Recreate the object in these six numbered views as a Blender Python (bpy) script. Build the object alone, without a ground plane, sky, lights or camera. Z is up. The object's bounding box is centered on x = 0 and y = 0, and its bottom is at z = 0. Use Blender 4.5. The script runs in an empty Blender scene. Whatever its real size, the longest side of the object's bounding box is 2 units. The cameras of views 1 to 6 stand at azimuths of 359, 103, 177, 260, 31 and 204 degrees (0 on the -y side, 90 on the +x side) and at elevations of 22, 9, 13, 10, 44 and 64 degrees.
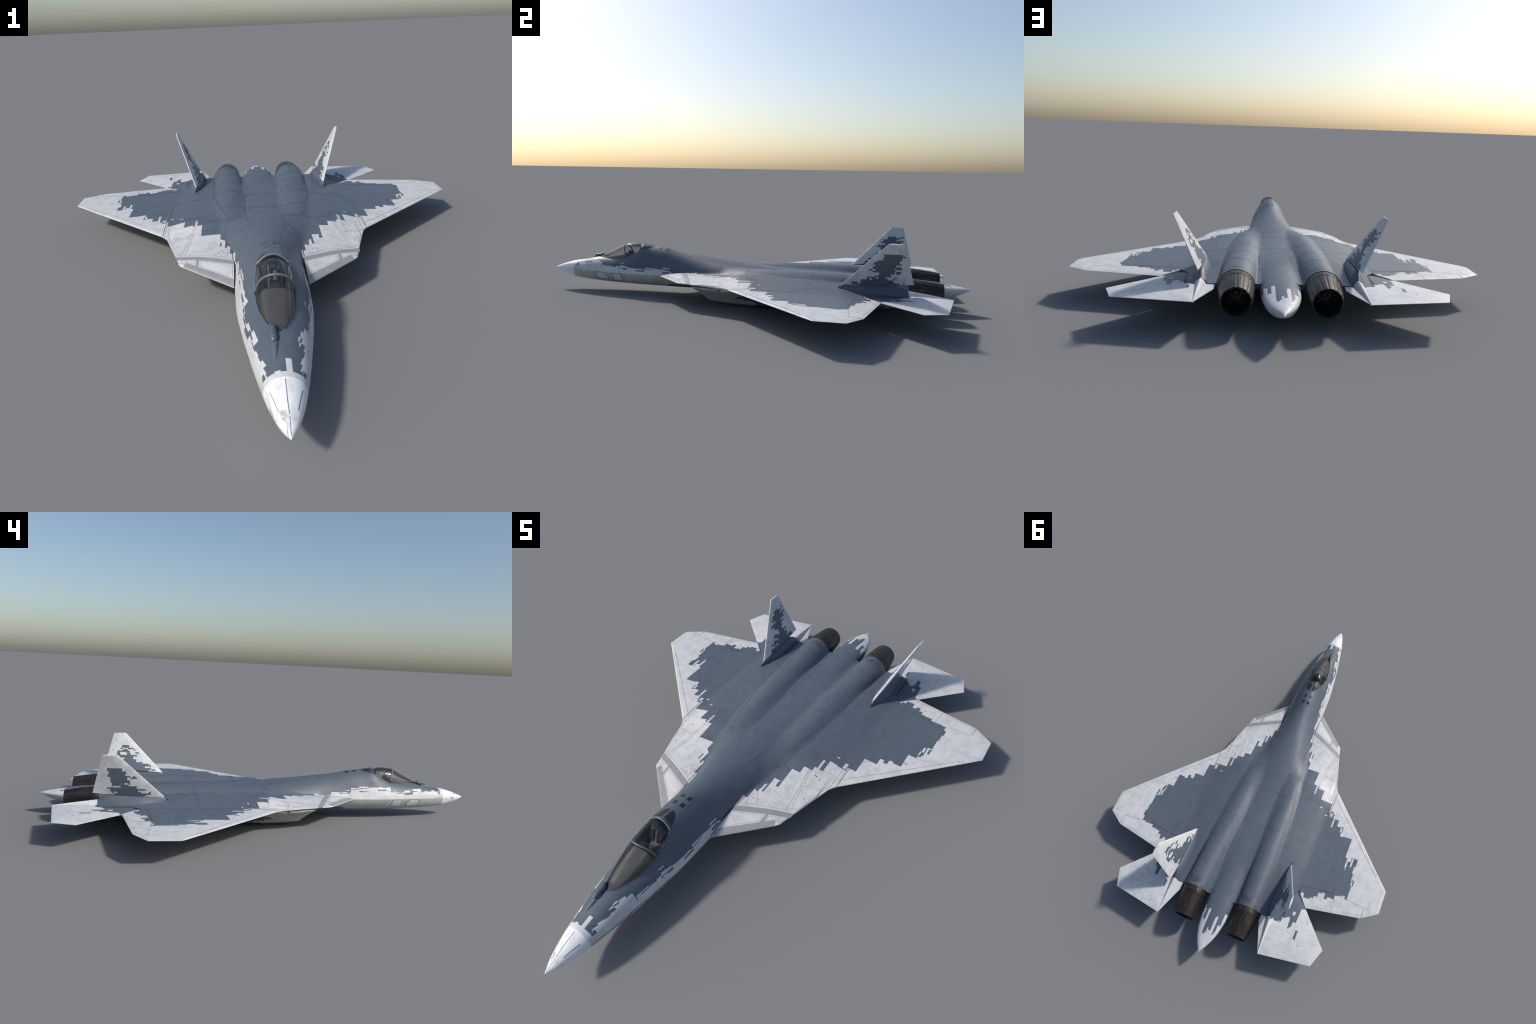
"""Twin-engined stealth fighter jet, gear up, in a pixelated two-tone grey camouflage.
Nose points to -y, wings along x, z up, 2.00 m long.
Everything is described by a few profile curves: the blended body is a height field
(spine + engine humps + lifting plate), lofted in rows along y."""
import bpy, math, random
import numpy as np

random.seed(7)
RNG = np.random.default_rng(7)

# ------------------------------------------------------------------ profile helpers
def smooth_curve(pts):
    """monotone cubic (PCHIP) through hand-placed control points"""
    p = np.array(pts, float)
    X, Y = p[:, 0], p[:, 1]
    h = np.diff(X); d = np.diff(Y) / h
    m = np.zeros(len(X)); m[0] = d[0]; m[-1] = d[-1]
    for i in range(1, len(X) - 1):
        if d[i-1] * d[i] > 0:
            w1 = 2*h[i] + h[i-1]; w2 = h[i] + 2*h[i-1]
            m[i] = (w1 + w2) / (w1 / d[i-1] + w2 / d[i])
    def f(x):
        x = np.clip(np.asarray(x, float), X[0], X[-1])
        i = np.clip(np.searchsorted(X, x, 'right') - 1, 0, len(X) - 2)
        t = (x - X[i]) / h[i]
        return ((1+2*t)*(1-t)**2*Y[i] + t*(1-t)**2*h[i]*m[i] + t*t*(3-2*t)*Y[i+1] + t*t*(t-1)*h[i]*m[i+1])
    return f

def line_curve(pts):
    p = np.array(pts, float)
    return lambda x: np.interp(x, p[:, 0], p[:, 1])

def sstep(x, a, b):
    t = np.clip((np.asarray(x, float) - a) / (b - a), 0, 1)
    return t * t * (3 - 2 * t)

def smax(a, b, k):
    h = np.clip(.5 + .5 * (a - b) / k, 0, 1)
    return b + (a - b) * h + k * h * (1 - h)

def smin(a, b, k):
    return -smax(-a, -b, k)

def seg_dist(x, y, poly):
    best = np.full(np.broadcast(x, y).shape, 9.)
    for (x0, y0), (x1, y1) in zip(poly[:-1], poly[1:]):
        dx, dy = x1 - x0, y1 - y0
        if dx*dx + dy*dy < 1e-12: continue
        t = np.clip(((x - x0) * dx + (y - y0) * dy) / (dx*dx + dy*dy), 0, 1)
        best = np.minimum(best, np.hypot(x - x0 - t*dx, y - y0 - t*dy))
    return best

# ------------------------------------------------------------------ the airframe's lines
SEAM = .334                                    # wing / body joint
LE = [(.096, -.408), (.246, -.257), (.257, -.243), (.273, -.180), (.317, -.023), (.325, -.008), (.338, .010), (.719, .413)]
TIP = [(.719, .413), (.719, .526), (.644, .578)]
TE = [(.644, .578), (.389, .628), (SEAM, .639)]
y_le_wing = line_curve([(SEAM, .006), (.338, .010), (.719, .413)])
y_te_wing = line_curve([(SEAM, .639), (.644, .578), (.719, .526)])
Y_END = .733                                   # rear end of the body, nozzles start here
Y_RADOME = -.876

half_width = smooth_curve([(-1, .0), (-.992, .0045), (-.968, .0165), (-.93, .0295), (-.872, .0435), (-.80, .0568), (-.71, .0715),
                           (-.63, .0825), (-.53, .0925), (-.47, .0945), (-.41, .096), (-.265, .096)])
lerx_edge = line_curve([(-.265, .096), (-.180, .273), (-.023, .317), (-.008, .325), (.006, SEAM), (.533, SEAM),
                        (.560, .332), (.585, .312), (.605, .302), (.733, .300)])
def body_width(y):
    y = np.asarray(y, float)
    return np.where(y < -.265, half_width(y), lerx_edge(y))

chine_z = line_curve([(-1, .095), (-.87, .097), (-.4, .100), (-.25, .103), (1, .103)])
# virtual top line without the canopy bubble
top_z = smooth_curve([(-1, .0952), (-.995, .0985), (-.970, .1090), (-.93, .1230), (-.88, .1360), (-.84, .1425), (-.80, .1515), (-.76, .1600),
                      (-.715, .1668), (-.675, .1712), (-.635, .1780), (-.596, .1862), (-.547, .2110), (-.507, .2308), (-.463, .2250), (-.40, .2180),
                      (-.36, .2100), (-.31, .2015), (-.22, .1905), (-.14, .1805), (-.06, .1710), (.03, .1610), (.14, .1490),
                      (.30, .1390), (.50, .1340), (.65, .1310), (.76, .1290), (.82, .1262), (.87, .1205), (.91, .1145),
                      (.955, .1070), (.985, .1010), (.998, .0950)])
spine_w = smooth_curve([(-.36, .0960), (-.31, .0965), (-.26, .0990), (-.2, .1065), (-.1, .121), (0, .129), (.14, .118), (.30, .075), (.45, .067), (.733, .0655),
                        (.77, .0645), (.83, .0600), (.89, .0497), (.953, .0275), (.985, .0085), (.998, .0005)])
bottom_z = smooth_curve([(-1, .0948), (-.97, .0800), (-.94, .0700), (-.887, .0565), (-.78, .0455), (-.68, .0410), (-.54, .0385),
                         (-.33, .0370), (.0, .036), (.4, .034), (.733, .038), (.82, .0445), (.87, .0530), (.92, .0640), (.96, .0770), (.998, .0945)])
plate_t = smooth_curve([(.0, .034), (.16, .0340), (.20, .0305), (.264, .0205), (.334, .0078), (.5, .0035), (.65, .0024), (.72, .0020)])
flank_pow = smooth_curve([(-1, .5), (-.8, .5), (-.7, .58), (-.6, .70), (-.5, .95), (-.35, .87), (-.15, .66), (0, .5), (.2, .38), (.5, .35), (.62, .42), (.75, .5), (1, .5)])
plate_gain = smooth_curve([(-.42, .34), (-.22, .43), (-.13, .45), (-.036, .66), (.03, .96), (.07, 1.), (.34, 1.), (.46, .88), (.6, .46), (.733, .18)])
hump_x = smooth_curve([(-.2, .082), (0, .098), (.14, .110), (.33, .119), (.5, .128), (.733, .1375)])
hump_top = smooth_curve([(-.2, .100), (-.12, .116), (-.04, .138), (.05, .152), (.14, .157), (.33, .1605), (.5, .1610), (.65, .1600), (.733, .1585)])
hump_r = smooth_curve([(-.2, .040), (0, .058), (.14, .066), (.33, .069), (.5, .066), (.733, .0608)])

def plate(x, y):
    """half thickness profile of the lifting plate (wing + root extension)"""
    d = seg_dist(x, y, LE)
    e = seg_dist(x, y, TIP + TE)
    e = np.where(x < SEAM, np.maximum(e, .1), e)
    prof = (1 - (1 - np.clip(d / .10, 0, 1)) ** 2) * (1 - (1 - np.clip(e / .10, 0, 1)) ** 1.6)
    blunt = .0027 * np.sqrt(1 - (1 - np.clip(d / .006, 0, 1)) ** 2) * np.clip(.2 + e / .02, 0, 1)
    return prof, blunt

def surf_top(x, y):
    x = np.abs(np.asarray(x, float)); y = np.asarray(y, float)
    zc = chine_z(y)
    W = np.where(y < -.36, half_width(y), spine_w(y))
    q = np.clip(x / np.maximum(W, 1e-6), 0, 1)
    zc_d = zc - .008 * sstep(y, -.1, .5)
    dome = zc_d + (top_z(y) - zc_d) * (1 - q * q) ** flank_pow(y)
    prof, blunt = plate(x, y)
    pl = zc + plate_t(x) * plate_gain(y) * prof + blunt
    r = hump_r(y); u = np.clip((x - hump_x(y)) / r, -1, 1)
    hp = .098 + (hump_top(y) - .098) * np.sqrt(1 - u * u)
    k = .004 + .020 * sstep(y, -.24, -.12) * (1 - sstep(y, .10, .5))
    out = smax(dome, np.where(y < -.16, -1, hp), k)
    w = sstep(y, -.285, -.268)
    with_plate = smax(out, pl, np.where(x > .30, .0005, .004 + .010 * sstep(y, -.24, -.1) * (1 - .6*sstep(y, .25, .6))))
    out = np.where(y < -.285, dome, out + (with_plate - out) * w)
    return np.where(y > Y_END, dome, out)

def surf_plate(x, y):
    x = np.abs(np.asarray(x, float))
    prof, blunt = plate(x, y)
    return chine_z(y) + plate_t(x) * plate_gain(y) * prof + blunt

def surf_plate_under(x, y):
    x = np.abs(np.asarray(x, float))
    prof, blunt = plate(x, y)
    return chine_z(y) - .6 * np.minimum(plate_t(x), .022) * plate_gain(y) * prof - blunt

under_w = smooth_curve([(-.265, .0965), (-.1, .088), (.1, .080), (.733, .0655), (.77, .0645), (.83, .0600), (.89, .0497), (.953, .0275), (.985, .0085), (.998, .0005)])
def surf_bottom(x, y):
    x = np.abs(np.asarray(x, float)); y = np.asarray(y, float)
    zc = chine_z(y) - .008 * sstep(y, -.1, .5)
    W = np.where(y < -.265, half_width(y), under_w(y))
    q = np.clip(x / np.maximum(W, 1e-6), 0, 1)
    dome = zc - (zc - bottom_z(y)) * (1 - q ** 3) ** .75
    w = sstep(y, -.285, -.268)
    pl = surf_plate_under(x, y)
    return np.where(y > Y_END, dome, dome + (smin(dome, pl, .004) - dome) * w)

def side_x(y, z):
    """x of the lower flank of the forward fuselage at height z"""
    zc = chine_z(y)
    t = np.clip((zc - z) / (zc - bottom_z(y)), 0, 1)
    return half_width(y) * (1 - t ** (1 / .75)) ** (1 / 3)

# canopy sill in plan
Y_C0, Y_C1 = -.752, -.509
sill_x = smooth_curve([(Y_C0, .0045), (-.746, .0120), (-.725, .0235), (-.69, .0335), (-.65, .0415), (-.605, .0458), (-.56, .0445), (Y_C1, .0390)])
glass_z = smooth_curve([(Y_C0, .1612), (-.735, .1690), (-.70, .1865), (-.664, .2040), (-.619, .2255), (-.59, .2330), (-.565, .2352), (-.535, .2340), (Y_C1, .2312)])

# ------------------------------------------------------------------ scene helpers
def link(o, parent=None):
    bpy.context.scene.collection.objects.link(o)
    if parent is not None:
        o.parent = parent
    return o

def vert_normals(v, faces):
    nrm = np.zeros_like(v)
    f = np.array(faces)
    n = np.cross(v[f[:, 2]] - v[f[:, 0]], v[f[:, 3]] - v[f[:, 1]])
    for k in range(4):
        np.add.at(nrm, f[:, k], n)
    l = np.linalg.norm(nrm, axis=1); l[l < 1e-14] = 1
    return nrm / l[:, None]

def mesh_obj(name, v, faces, mat, parent, normals=None, smooth=True):
    used = sorted({i for f in faces for i in f})
    idx = {o: i for i, o in enumerate(used)}
    me = bpy.data.meshes.new(name)
    vv = np.asarray(v)[used]
    fl = []
    for f in faces:
        g = []
        for i in f:
            j = idx[i]
            if j not in g: g.append(j)
        if len(g) > 2: fl.append(g)
    me.from_pydata([tuple(map(float, p)) for p in vv], [], fl)
    me.validate()
    if smooth:
        me.polygons.foreach_set('use_smooth', [True] * len(me.polygons))
    me.materials.append(mat)
    me.update()
    if normals is not None:
        me.normals_split_custom_set_from_vertices([tuple(map(float, n)) for n in np.asarray(normals)[used]])
    return link(bpy.data.objects.new(name, me), parent)

def grid_faces(nr, nc, base=0, flip=False):
    out = []
    for i in range(nr - 1):
        for j in range(nc - 1):
            a = base + i * nc + j
            q = (a, a + 1, a + nc + 1, a + nc)
            out.append(q[::-1] if flip else q)
    return out

def mirrored(v, f):
    w = np.array(v, float); w[:, 0] *= -1
    return w, [tuple(reversed(q)) for q in f]

def both_sides(name, v, faces, mat, parent, smooth=True, angle=None):
    res = []
    for s in (1, -1):
        vv, ff = (np.array(v, float), faces) if s == 1 else mirrored(v, faces)
        o = mesh_obj(name, vv, ff, mat, parent, smooth=smooth)
        if angle is not None: sharp_by_angle(o, angle)
        res.append(o)
    return res

def sharp_by_angle(o, deg):
    import bmesh
    bm = bmesh.new(); bm.from_mesh(o.data)
    bmesh.ops.remove_doubles(bm, verts=bm.verts, dist=1e-6)
    bmesh.ops.recalc_face_normals(bm, faces=bm.faces)
    a = math.radians(deg)
    for e in bm.edges:
        if len(e.link_faces) == 2:
            e.smooth = e.calc_face_angle(0) < a
    bm.to_mesh(o.data); bm.free()
    o.data.polygons.foreach_set('use_smooth', [True] * len(o.data.polygons))

def loft(sections, closed=True, cap0=False, cap1=False):
    """sections: list of (n,3) arrays -> verts, faces"""
    n = len(sections[0]); v = np.concatenate(sections); F = []
    m = n if closed else n - 1
    for i in range(len(sections) - 1):
        for j in range(m):
            a = i*n + j; b = i*n + (j+1) % n
            F.append((a, b, b + n, a + n))
    if cap0: F.append(tuple(range(n))[::-1])
    if cap1: F.append(tuple(range((len(sections)-1)*n, len(sections)*n)))
    return v, F

# ------------------------------------------------------------------ materials
class Nodes:
    def __init__(self, name):
        self.m = bpy.data.materials.new(name); self.m.use_nodes = True
        self.t = self.m.node_tree; self.t.nodes.clear()
        self.out = self.t.nodes.new('ShaderNodeOutputMaterial')
        self.co = self.t.nodes.new('ShaderNodeTexCoord').outputs['Object']
        s = self.t.nodes.new('ShaderNodeSeparateXYZ'); self.t.links.new(self.co, s.inputs[0])
        self.x, self.y, self.z = s.outputs
    def put(self, sock, v):
        if hasattr(v, 'is_output'): self.t.links.new(v, sock)
        else: sock.default_value = v
    def math(self, op, a, b=None, c=None):
        n = self.t.nodes.new('ShaderNodeMath'); n.operation = op
        for s, v in zip(n.inputs, (a, b, c)):
            if v is not None: self.put(s, v)
        return n.outputs[0]
    def add(self, a, b): return self.math('ADD', a, b)
    def sub(self, a, b): return self.math('SUBTRACT', a, b)
    def mul(self, a, b): return self.math('MULTIPLY', a, b)
    def gt(self, a, b): return self.math('GREATER_THAN', a, b)
    def lt(self, a, b): return self.math('LESS_THAN', a, b)
    def mx(self, a, b): return self.math('MAXIMUM', a, b)
    def mn(self, a, b): return self.math('MINIMUM', a, b)
    def absv(self, a): return self.math('ABSOLUTE', a)
    def inv(self, a): return self.sub(1.0, a)
    def cell(self, a, w, off=0.):
        """index of the strip of width w"""
        return self.math('FLOOR', self.math('MULTIPLY_ADD', a, 1.0 / w, off))
    def hash(self, i, seed=0., j=None):
        n = self.t.nodes.new('ShaderNodeTexWhiteNoise'); n.noise_dimensions = '3D'
        c = self.t.nodes.new('ShaderNodeCombineXYZ')
        self.put(c.inputs[0], i); self.put(c.inputs[1], seed)
        if j is not None: self.put(c.inputs[2], j)
        self.t.links.new(c.outputs[0], n.inputs[0])
        return n.outputs[0]
    def jitter(self, i, amp, seed): return self.mul(self.sub(self.hash(i, seed), .5), 2 * amp)
    def curve(self, val, pts):
        """scalar curve through control points (ranges normalised)"""
        xs = [p[0] for p in pts]; ys = [p[1] for p in pts]
        x0, x1, y0, y1 = min(xs), max(xs), min(ys), max(ys)
        n = self.t.nodes.new('ShaderNodeFloatCurve')
        cu = n.mapping.curves[0]
        q = [((a - x0) / (x1 - x0), (b - y0) / (y1 - y0)) for a, b in pts]
        while len(cu.points) < len(q): cu.points.new(.5, .5)
        for p, (a, b) in zip(cu.points, q):
            p.location = (a, b); p.handle_type = 'VECTOR'
        n.mapping.update()
        self.put(n.inputs['Value'], self.math('MULTIPLY_ADD', val, 1 / (x1 - x0), -x0 / (x1 - x0)))
        return self.math('MULTIPLY_ADD', n.outputs[0], y1 - y0, y0)
    def noise(self, scale, detail=4, rough=.6, dist=0., vec=None, stretch=None):
        n = self.t.nodes.new('ShaderNodeTexNoise')
        n.inputs['Scale'].default_value = scale; n.inputs['Detail'].default_value = detail
        n.inputs['Roughness'].default_value = rough; n.inputs['Distortion'].default_value = dist
        v = vec or self.co
        if stretch:
            mp = self.t.nodes.new('ShaderNodeMapping'); mp.inputs['Scale'].default_value = stretch
            self.t.links.new(v, mp.inputs[0]); v = mp.outputs[0]
        self.t.links.new(v, n.inputs['Vector'])
        return n.outputs[0]
    def ramp(self, f, a, b, lo=0., hi=1.):
        n = self.t.nodes.new('ShaderNodeMapRange'); n.interpolation_type = 'SMOOTHSTEP'
        self.put(n.inputs[0], f)
        for s, v in zip(n.inputs[1:5], (a, b, lo, hi)): s.default_value = v
        return n.outputs[0]
    def mix(self, f, a, b):
        n = self.t.nodes.new('ShaderNodeMix'); n.data_type = 'RGBA'
        self.put(n.inputs[0], f)
        for s, v in ((n.inputs[6], a), (n.inputs[7], b)):
            self.put(s, (*v, 1) if isinstance(v, tuple) else v)
        return n.outputs[2]
    def finish(self, color, rough=.5, metal=0., spec=.5, bump=None, strength=.1, dist=.001, coat=0.):
        b = self.t.nodes.new('ShaderNodeBsdfPrincipled')
        self.put(b.inputs['Base Color'], (*color, 1) if isinstance(color, tuple) else color)
        self.put(b.inputs['Roughness'], rough); self.put(b.inputs['Metallic'], metal)
        b.inputs['Specular IOR Level'].default_value = spec
        b.inputs['Coat Weight'].default_value = coat
        if bump is not None:
            n = self.t.nodes.new('ShaderNodeBump')
            n.inputs['Strength'].default_value = strength; n.inputs['Distance'].default_value = dist
            self.t.links.new(bump, n.inputs['Height']); self.t.links.new(n.outputs[0], b.inputs['Normal'])
        self.t.links.new(b.outputs[0], self.out.inputs[0])
        return self.m

DARK = (.091, .114, .143)
PALE = (.600, .604, .611)
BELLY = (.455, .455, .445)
STRIP = (.285, .288, .295)

def mask_top(N):
    """dark area seen from above: strips along y, random length at both ends"""
    side = N.math('SIGN', N.x)
    xa = N.absv(N.x)
    # strips of two widths, different on either wing
    wide = N.add(N.cell(xa, .0310, .42), N.mul(side, 40.))
    half = N.add(N.cell(xa, .0155, .84), N.mul(side, 40.))
    thin = N.add(N.cell(xa, .0078, .68), N.mul(side, 40.))
    fine = N.gt(N.hash(wide, 5.5), .55)                       # some strips are split in two
    xh = N.mul(N.sub(N.math('FLOOR', N.math('MULTIPLY_ADD', xa, 1 / .0155, .84)), .34), .0155)
    xw = N.mul(N.add(N.math('FLOOR', N.math('MULTIPLY_ADD', xa, 1 / .0310, .42)), .08), .0310)
    xq = N.add(N.mul(xh, fine), N.mul(xw, N.inv(fine)))
    xq = N.add(N.mul(xh, N.lt(xa, .125)), N.mul(xq, N.inv(N.lt(xa, .125))))
    front = N.curve(xq, [(.0, -1.2), (.0900, -1.2), (.0905, -.262), (.112, -.180), (.135, -.122), (.165, -.055), (.195, -.035), (.225, .02), (.27, .06), (.33, .118),
                         (.37, .152), (.41, .195), (.46, .232), (.50, .285), (.53, .335), (.55, .385), (.585, .44), (.59, .72), (.73, .72)])
    rear = N.curve(xh, [(.0, .838), (.07, .838), (.0705, .95), (.318, .95), (.3185, .58), (.385, .574), (.42, .552), (.5, .530), (.55, .505), (.73, .50)])
    gate = N.ramp(xa, .10, .15)
    spike = N.mul(N.gt(N.hash(thin, 6.1), .91), -.048)
    jf = N.mul(N.add(N.add(N.jitter(wide, .030, 3.1), N.mul(N.jitter(half, .030, 8.4), fine)), N.mul(spike, -1.)), gate)
    jr = N.add(N.jitter(half, .018, 5.7), N.mul(N.jitter(N.cell(N.x, .0115, .3), .065, 9.2), N.lt(xa, .07)))
    m = N.mul(N.gt(N.y, N.add(front, jf)), N.lt(N.y, N.add(rear, jr)))
    yc = N.add(N.cell(N.y, .036, .2), N.mul(side, 40.))
    m = N.mul(m, N.lt(xa, N.add(.548, N.jitter(yc, .010, 4.2))))
    # a few stray pixels close to the border
    cx = N.cell(N.x, .0125); cy = N.cell(N.y, .030)
    near = N.mul(N.lt(N.absv(N.sub(N.y, N.add(front, .004))), .050), N.gt(xa, .13))
    stray = N.mul(N.gt(N.hash(cx, 2.2, cy), .955), near)
    return N.absv(N.sub(m, stray))

def mask_flank(N):
    """dark back of the forward fuselage: runs along y with stepped lower border"""
    side = N.math('SIGN', N.x); left = N.lt(N.x, 0.)
    blk = N.cell(N.y, .040, .3); sub = N.cell(N.y, .020, .6)
    yq = N.mul(sub, .020)
    b1 = N.curve(yq, [(-1., .124), (-.86, .124), (-.80, .131), (-.775, .133), (-.77, .145), (-.735, .144), (-.715, .138), (-.71, .124), (-.63, .127), (-.6, .134), (-.57, .126),
                      (-.5, .124), (-.44, .125), (-.36, .123), (-.345, .107), (-.262, .106), (-.26, .05), (1., .05)])
    b2 = N.curve(yq, [(-1., .122), (-.86, .122), (-.80, .130), (-.76, .132), (-.70, .131), (-.63, .126), (-.60, .131), (-.58, .148), (-.50, .150), (-.45, .144), (-.40, .139), (-.38, .126),
                      (-.31, .123), (-.27, .117), (-.255, .117), (-.25, .05), (1., .05)])
    b = N.add(N.mul(b1, N.sub(1., left)), N.mul(b2, left))
    j = N.add(N.jitter(N.add(blk, N.mul(side, 31.)), .0040, 1.7), N.jitter(N.add(sub, N.mul(side, 57.)), .0025, 6.6))
    j = N.mul(j, N.ramp(N.y, -.26, -.29))
    m = N.gt(N.z, N.add(b, j))
    cz = N.cell(N.z, .0062); cy = N.cell(N.y, .046, .4)
    near = N.mul(N.lt(N.absv(N.sub(N.z, b)), .012), N.mul(N.lt(N.y, -.28), N.gt(N.absv(N.x), .035)))
    stray = N.mul(N.gt(N.hash(N.add(cy, N.mul(side, 13.)), 4.9, cz), .86), near)
    m = N.absv(N.sub(m, stray))
    # stepped edge behind the radome
    nx = N.cell(N.x, .0115, .62)
    j = N.mx(N.jitter(nx, .045, 12.3), -.006)
    return N.mul(m, N.gt(N.y, N.add(-.856, j)))

def mask_under(N):
    zc = N.cell(N.z, .009, .2)
    a = N.gt(N.y, N.add(.045, N.jitter(N.add(zc, N.mul(N.math('SIGN', N.x), 9.)), .05, 3.3)))
    xc = N.cell(N.x, .02)
    b = N.lt(N.y, N.add(.62, N.jitter(xc, .05, 1.3)))
    fw = N.mul(N.mul(N.gt(N.y, N.add(-.35, N.jitter(zc, .02, 7.))), N.lt(N.absv(N.x), .10)), N.lt(N.z, .058))
    return N.mx(N.mul(N.mul(a, b), N.lt(N.absv(N.x), .26)), N.mul(fw, b))

def mask_fin(N):
    """fin blotch: rows stacked along the fin, ragged at both ends"""
    s = N.math('SIGN', N.x)
    row = N.cell(N.z, .0130, .35); r2 = N.cell(N.z, .0065, .70)
    zq = N.mul(N.add(row, .15), .0130)
    inner = N.gt(N.sub(N.absv(N.x), N.math('MULTIPLY_ADD', N.z, .470, .186)), 0.)     # which face of the fin
    key = N.add(N.mul(s, 17.), N.mul(inner, 41.))
    front = N.curve(zq, [(.12, .500), (.150, .520), (.165, .530), (.175, .568), (.19, .585), (.21, .600), (.23, .600), (.25, .615), (.262, .625), (.34, .64)])
    rear = N.curve(zq, [(.12, .70), (.15, .690), (.175, .680), (.19, .668), (.21, .672), (.24, .680), (.258, .690), (.34, .69)])
    f = N.add(N.add(front, .006), N.add(N.jitter(N.add(row, key), .020, 2.), N.mul(N.gt(N.hash(N.add(r2, key), 5.), .74), -.030)))
    f = N.mn(f, .632)
    r = N.add(N.sub(rear, .006), N.add(N.jitter(N.add(row, key), .018, 3.), N.mul(N.gt(N.hash(N.add(r2, key), 7.), .78), .022)))
    r = N.mx(r, .650)
    top = N.math('MULTIPLY_ADD', N.mul(s, N.sub(1., N.mul(inner, 2.))), -.008, .270)
    m = N.mul(N.gt(N.y, f), N.lt(N.y, r))
    cy = N.add(N.cell(N.y, .036, .3), key)
    edge = N.mn(N.absv(N.sub(N.y, N.add(front, .004))), N.absv(N.sub(N.y, N.sub(rear, .004))))
    loose = N.mul(N.gt(N.hash(cy, 6.3, r2), .93), N.lt(edge, .030))
    m = N.absv(N.sub(m, loose))
    m = N.mul(m, N.lt(zq, top))
    return N.mul(m, N.gt(N.y, N.math('MULTIPLY_ADD', N.z, 1.02, .345)))

def mask_stab(N):
    wide = N.cell(N.x, .0145, .1)
    xa = N.absv(N.x)
    rear = N.curve(xa, [(.2, .60), (.268, .60), (.27, .72), (.325, .700), (.340, .690), (.342, .742), (.356, .742), (.358, .712), (.372, .712), (.374, .64), (.56, .56)])
    xq = N.mul(N.add(wide, .4), .0145)
    m = N.lt(N.y, N.add(rear, N.jitter(wide, .010, 4.4)))
    m = N.mul(m, N.inv(N.mul(N.lt(N.absv(N.sub(xa, .349)), .006), N.mul(N.gt(N.y, .664), N.lt(N.y, .682)))))
    spot = N.mul(N.lt(N.absv(N.sub(xa, .287)), .005), N.mul(N.gt(N.y, .750), N.lt(N.y, .785)))
    m = N.mx(m, N.mul(spot, N.gt(N.x, 0.)))
    lone = N.mul(N.lt(N.absv(N.sub(xa, .389)), .0055), N.mul(N.gt(N.y, .742), N.lt(N.y, .785)))
    return N.mx(m, N.mul(lone, N.lt(N.x, 0.)))

def skin(name, kind):
    N = Nodes(name)
    if kind == 'body': dark = N.mul(mask_top(N), mask_flank(N))
    elif kind == 'wing': dark = mask_top(N)
    elif kind == 'under': dark = mask_under(N)
    elif kind == 'fin': dark = mask_fin(N)
    elif kind == 'stab': dark = mask_stab(N)
    elif kind == 'dark': dark = 1.0
    else: dark = 0.0
    grime = N.noise(26, 8, .62, .4)
    fine = N.noise(130, 5, .7, .3)
    cloud = N.noise(9, 3, .5)
    streak = N.noise(14, 5, .6, 0., stretch=(3.5, .7, 2.))
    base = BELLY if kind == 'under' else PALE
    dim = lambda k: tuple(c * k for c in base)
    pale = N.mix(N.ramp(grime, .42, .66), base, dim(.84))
    pale = N.mix(N.mul(N.ramp(fine, .54, .66), N.ramp(cloud, .40, .60)), pale, dim(.68))
    pale = N.mix(N.mul(N.ramp(streak, .52, .72), .5), pale, dim(1.08))
    dk = N.mix(N.mul(N.ramp(streak, .35, .70), .55), DARK, (.108, .134, .166))
    dk = N.mix(N.mul(N.ramp(grime, .50, .74), .75), dk, (.068, .084, .106))
    col = N.mix(dark, pale, dk)
    if kind == 'body':                     # scorched paint ahead of the nozzles
        d = N.mul(N.mul(N.ramp(N.y, .655, .712), N.ramp(N.absv(N.x), .045, .09)), N.ramp(N.absv(N.x), .20, .17))
        col = N.mix(N.mul(N.mul(d, N.ramp(N.noise(24, 4, .6, .6), .46, .62)), .75), col, (.052, .046, .046))
    rough = N.ramp(N.add(N.mul(grime, .6), N.mul(fine, .4)), .35, .65, .44, .52)
    return N.finish(col, rough, 0., .38, bump=fine, strength=.02, dist=.001)

def plain(name, color, rough=.5, metal=0., spec=.5, vary=.25, scale=40, coat=0.):
    N = Nodes(name)
    a = tuple(c * (1 - vary) for c in color); b = tuple(min(1, c * (1 + vary)) for c in color)
    n = N.noise(scale, 5, .6)
    return N.finish(N.mix(N.ramp(n, .3, .7), a, b), rough, metal, spec, bump=n, strength=.05, coat=coat)

def radome_mat():
    N = Nodes('radome_white')
    g = N.noise(34, 8, .66, .9, stretch=(1.2, .55, 1.2))
    f = N.noise(150, 5, .7)
    # worn streaks sit on the flanks, low on the right-hand side and by the tip
    zone = N.mx(N.mul(N.lt(N.x, -.004), N.ramp(N.z, .128, .108)), N.mul(N.ramp(N.y, -.92, -.97), .45))
    zone = N.mx(zone, .28)
    worn = N.mul(N.ramp(g, .50, .62), zone)
    c = N.mix(worn, (.82, .825, .84), (.36, .365, .375))  # base white lightened to match the sunlit, blown-out nose
    c = N.mix(N.mul(N.ramp(f, .60, .70), zone), c, (.30, .31, .33))
    return N.finish(c, .30, 0., .5, bump=g, strength=.05)

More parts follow.
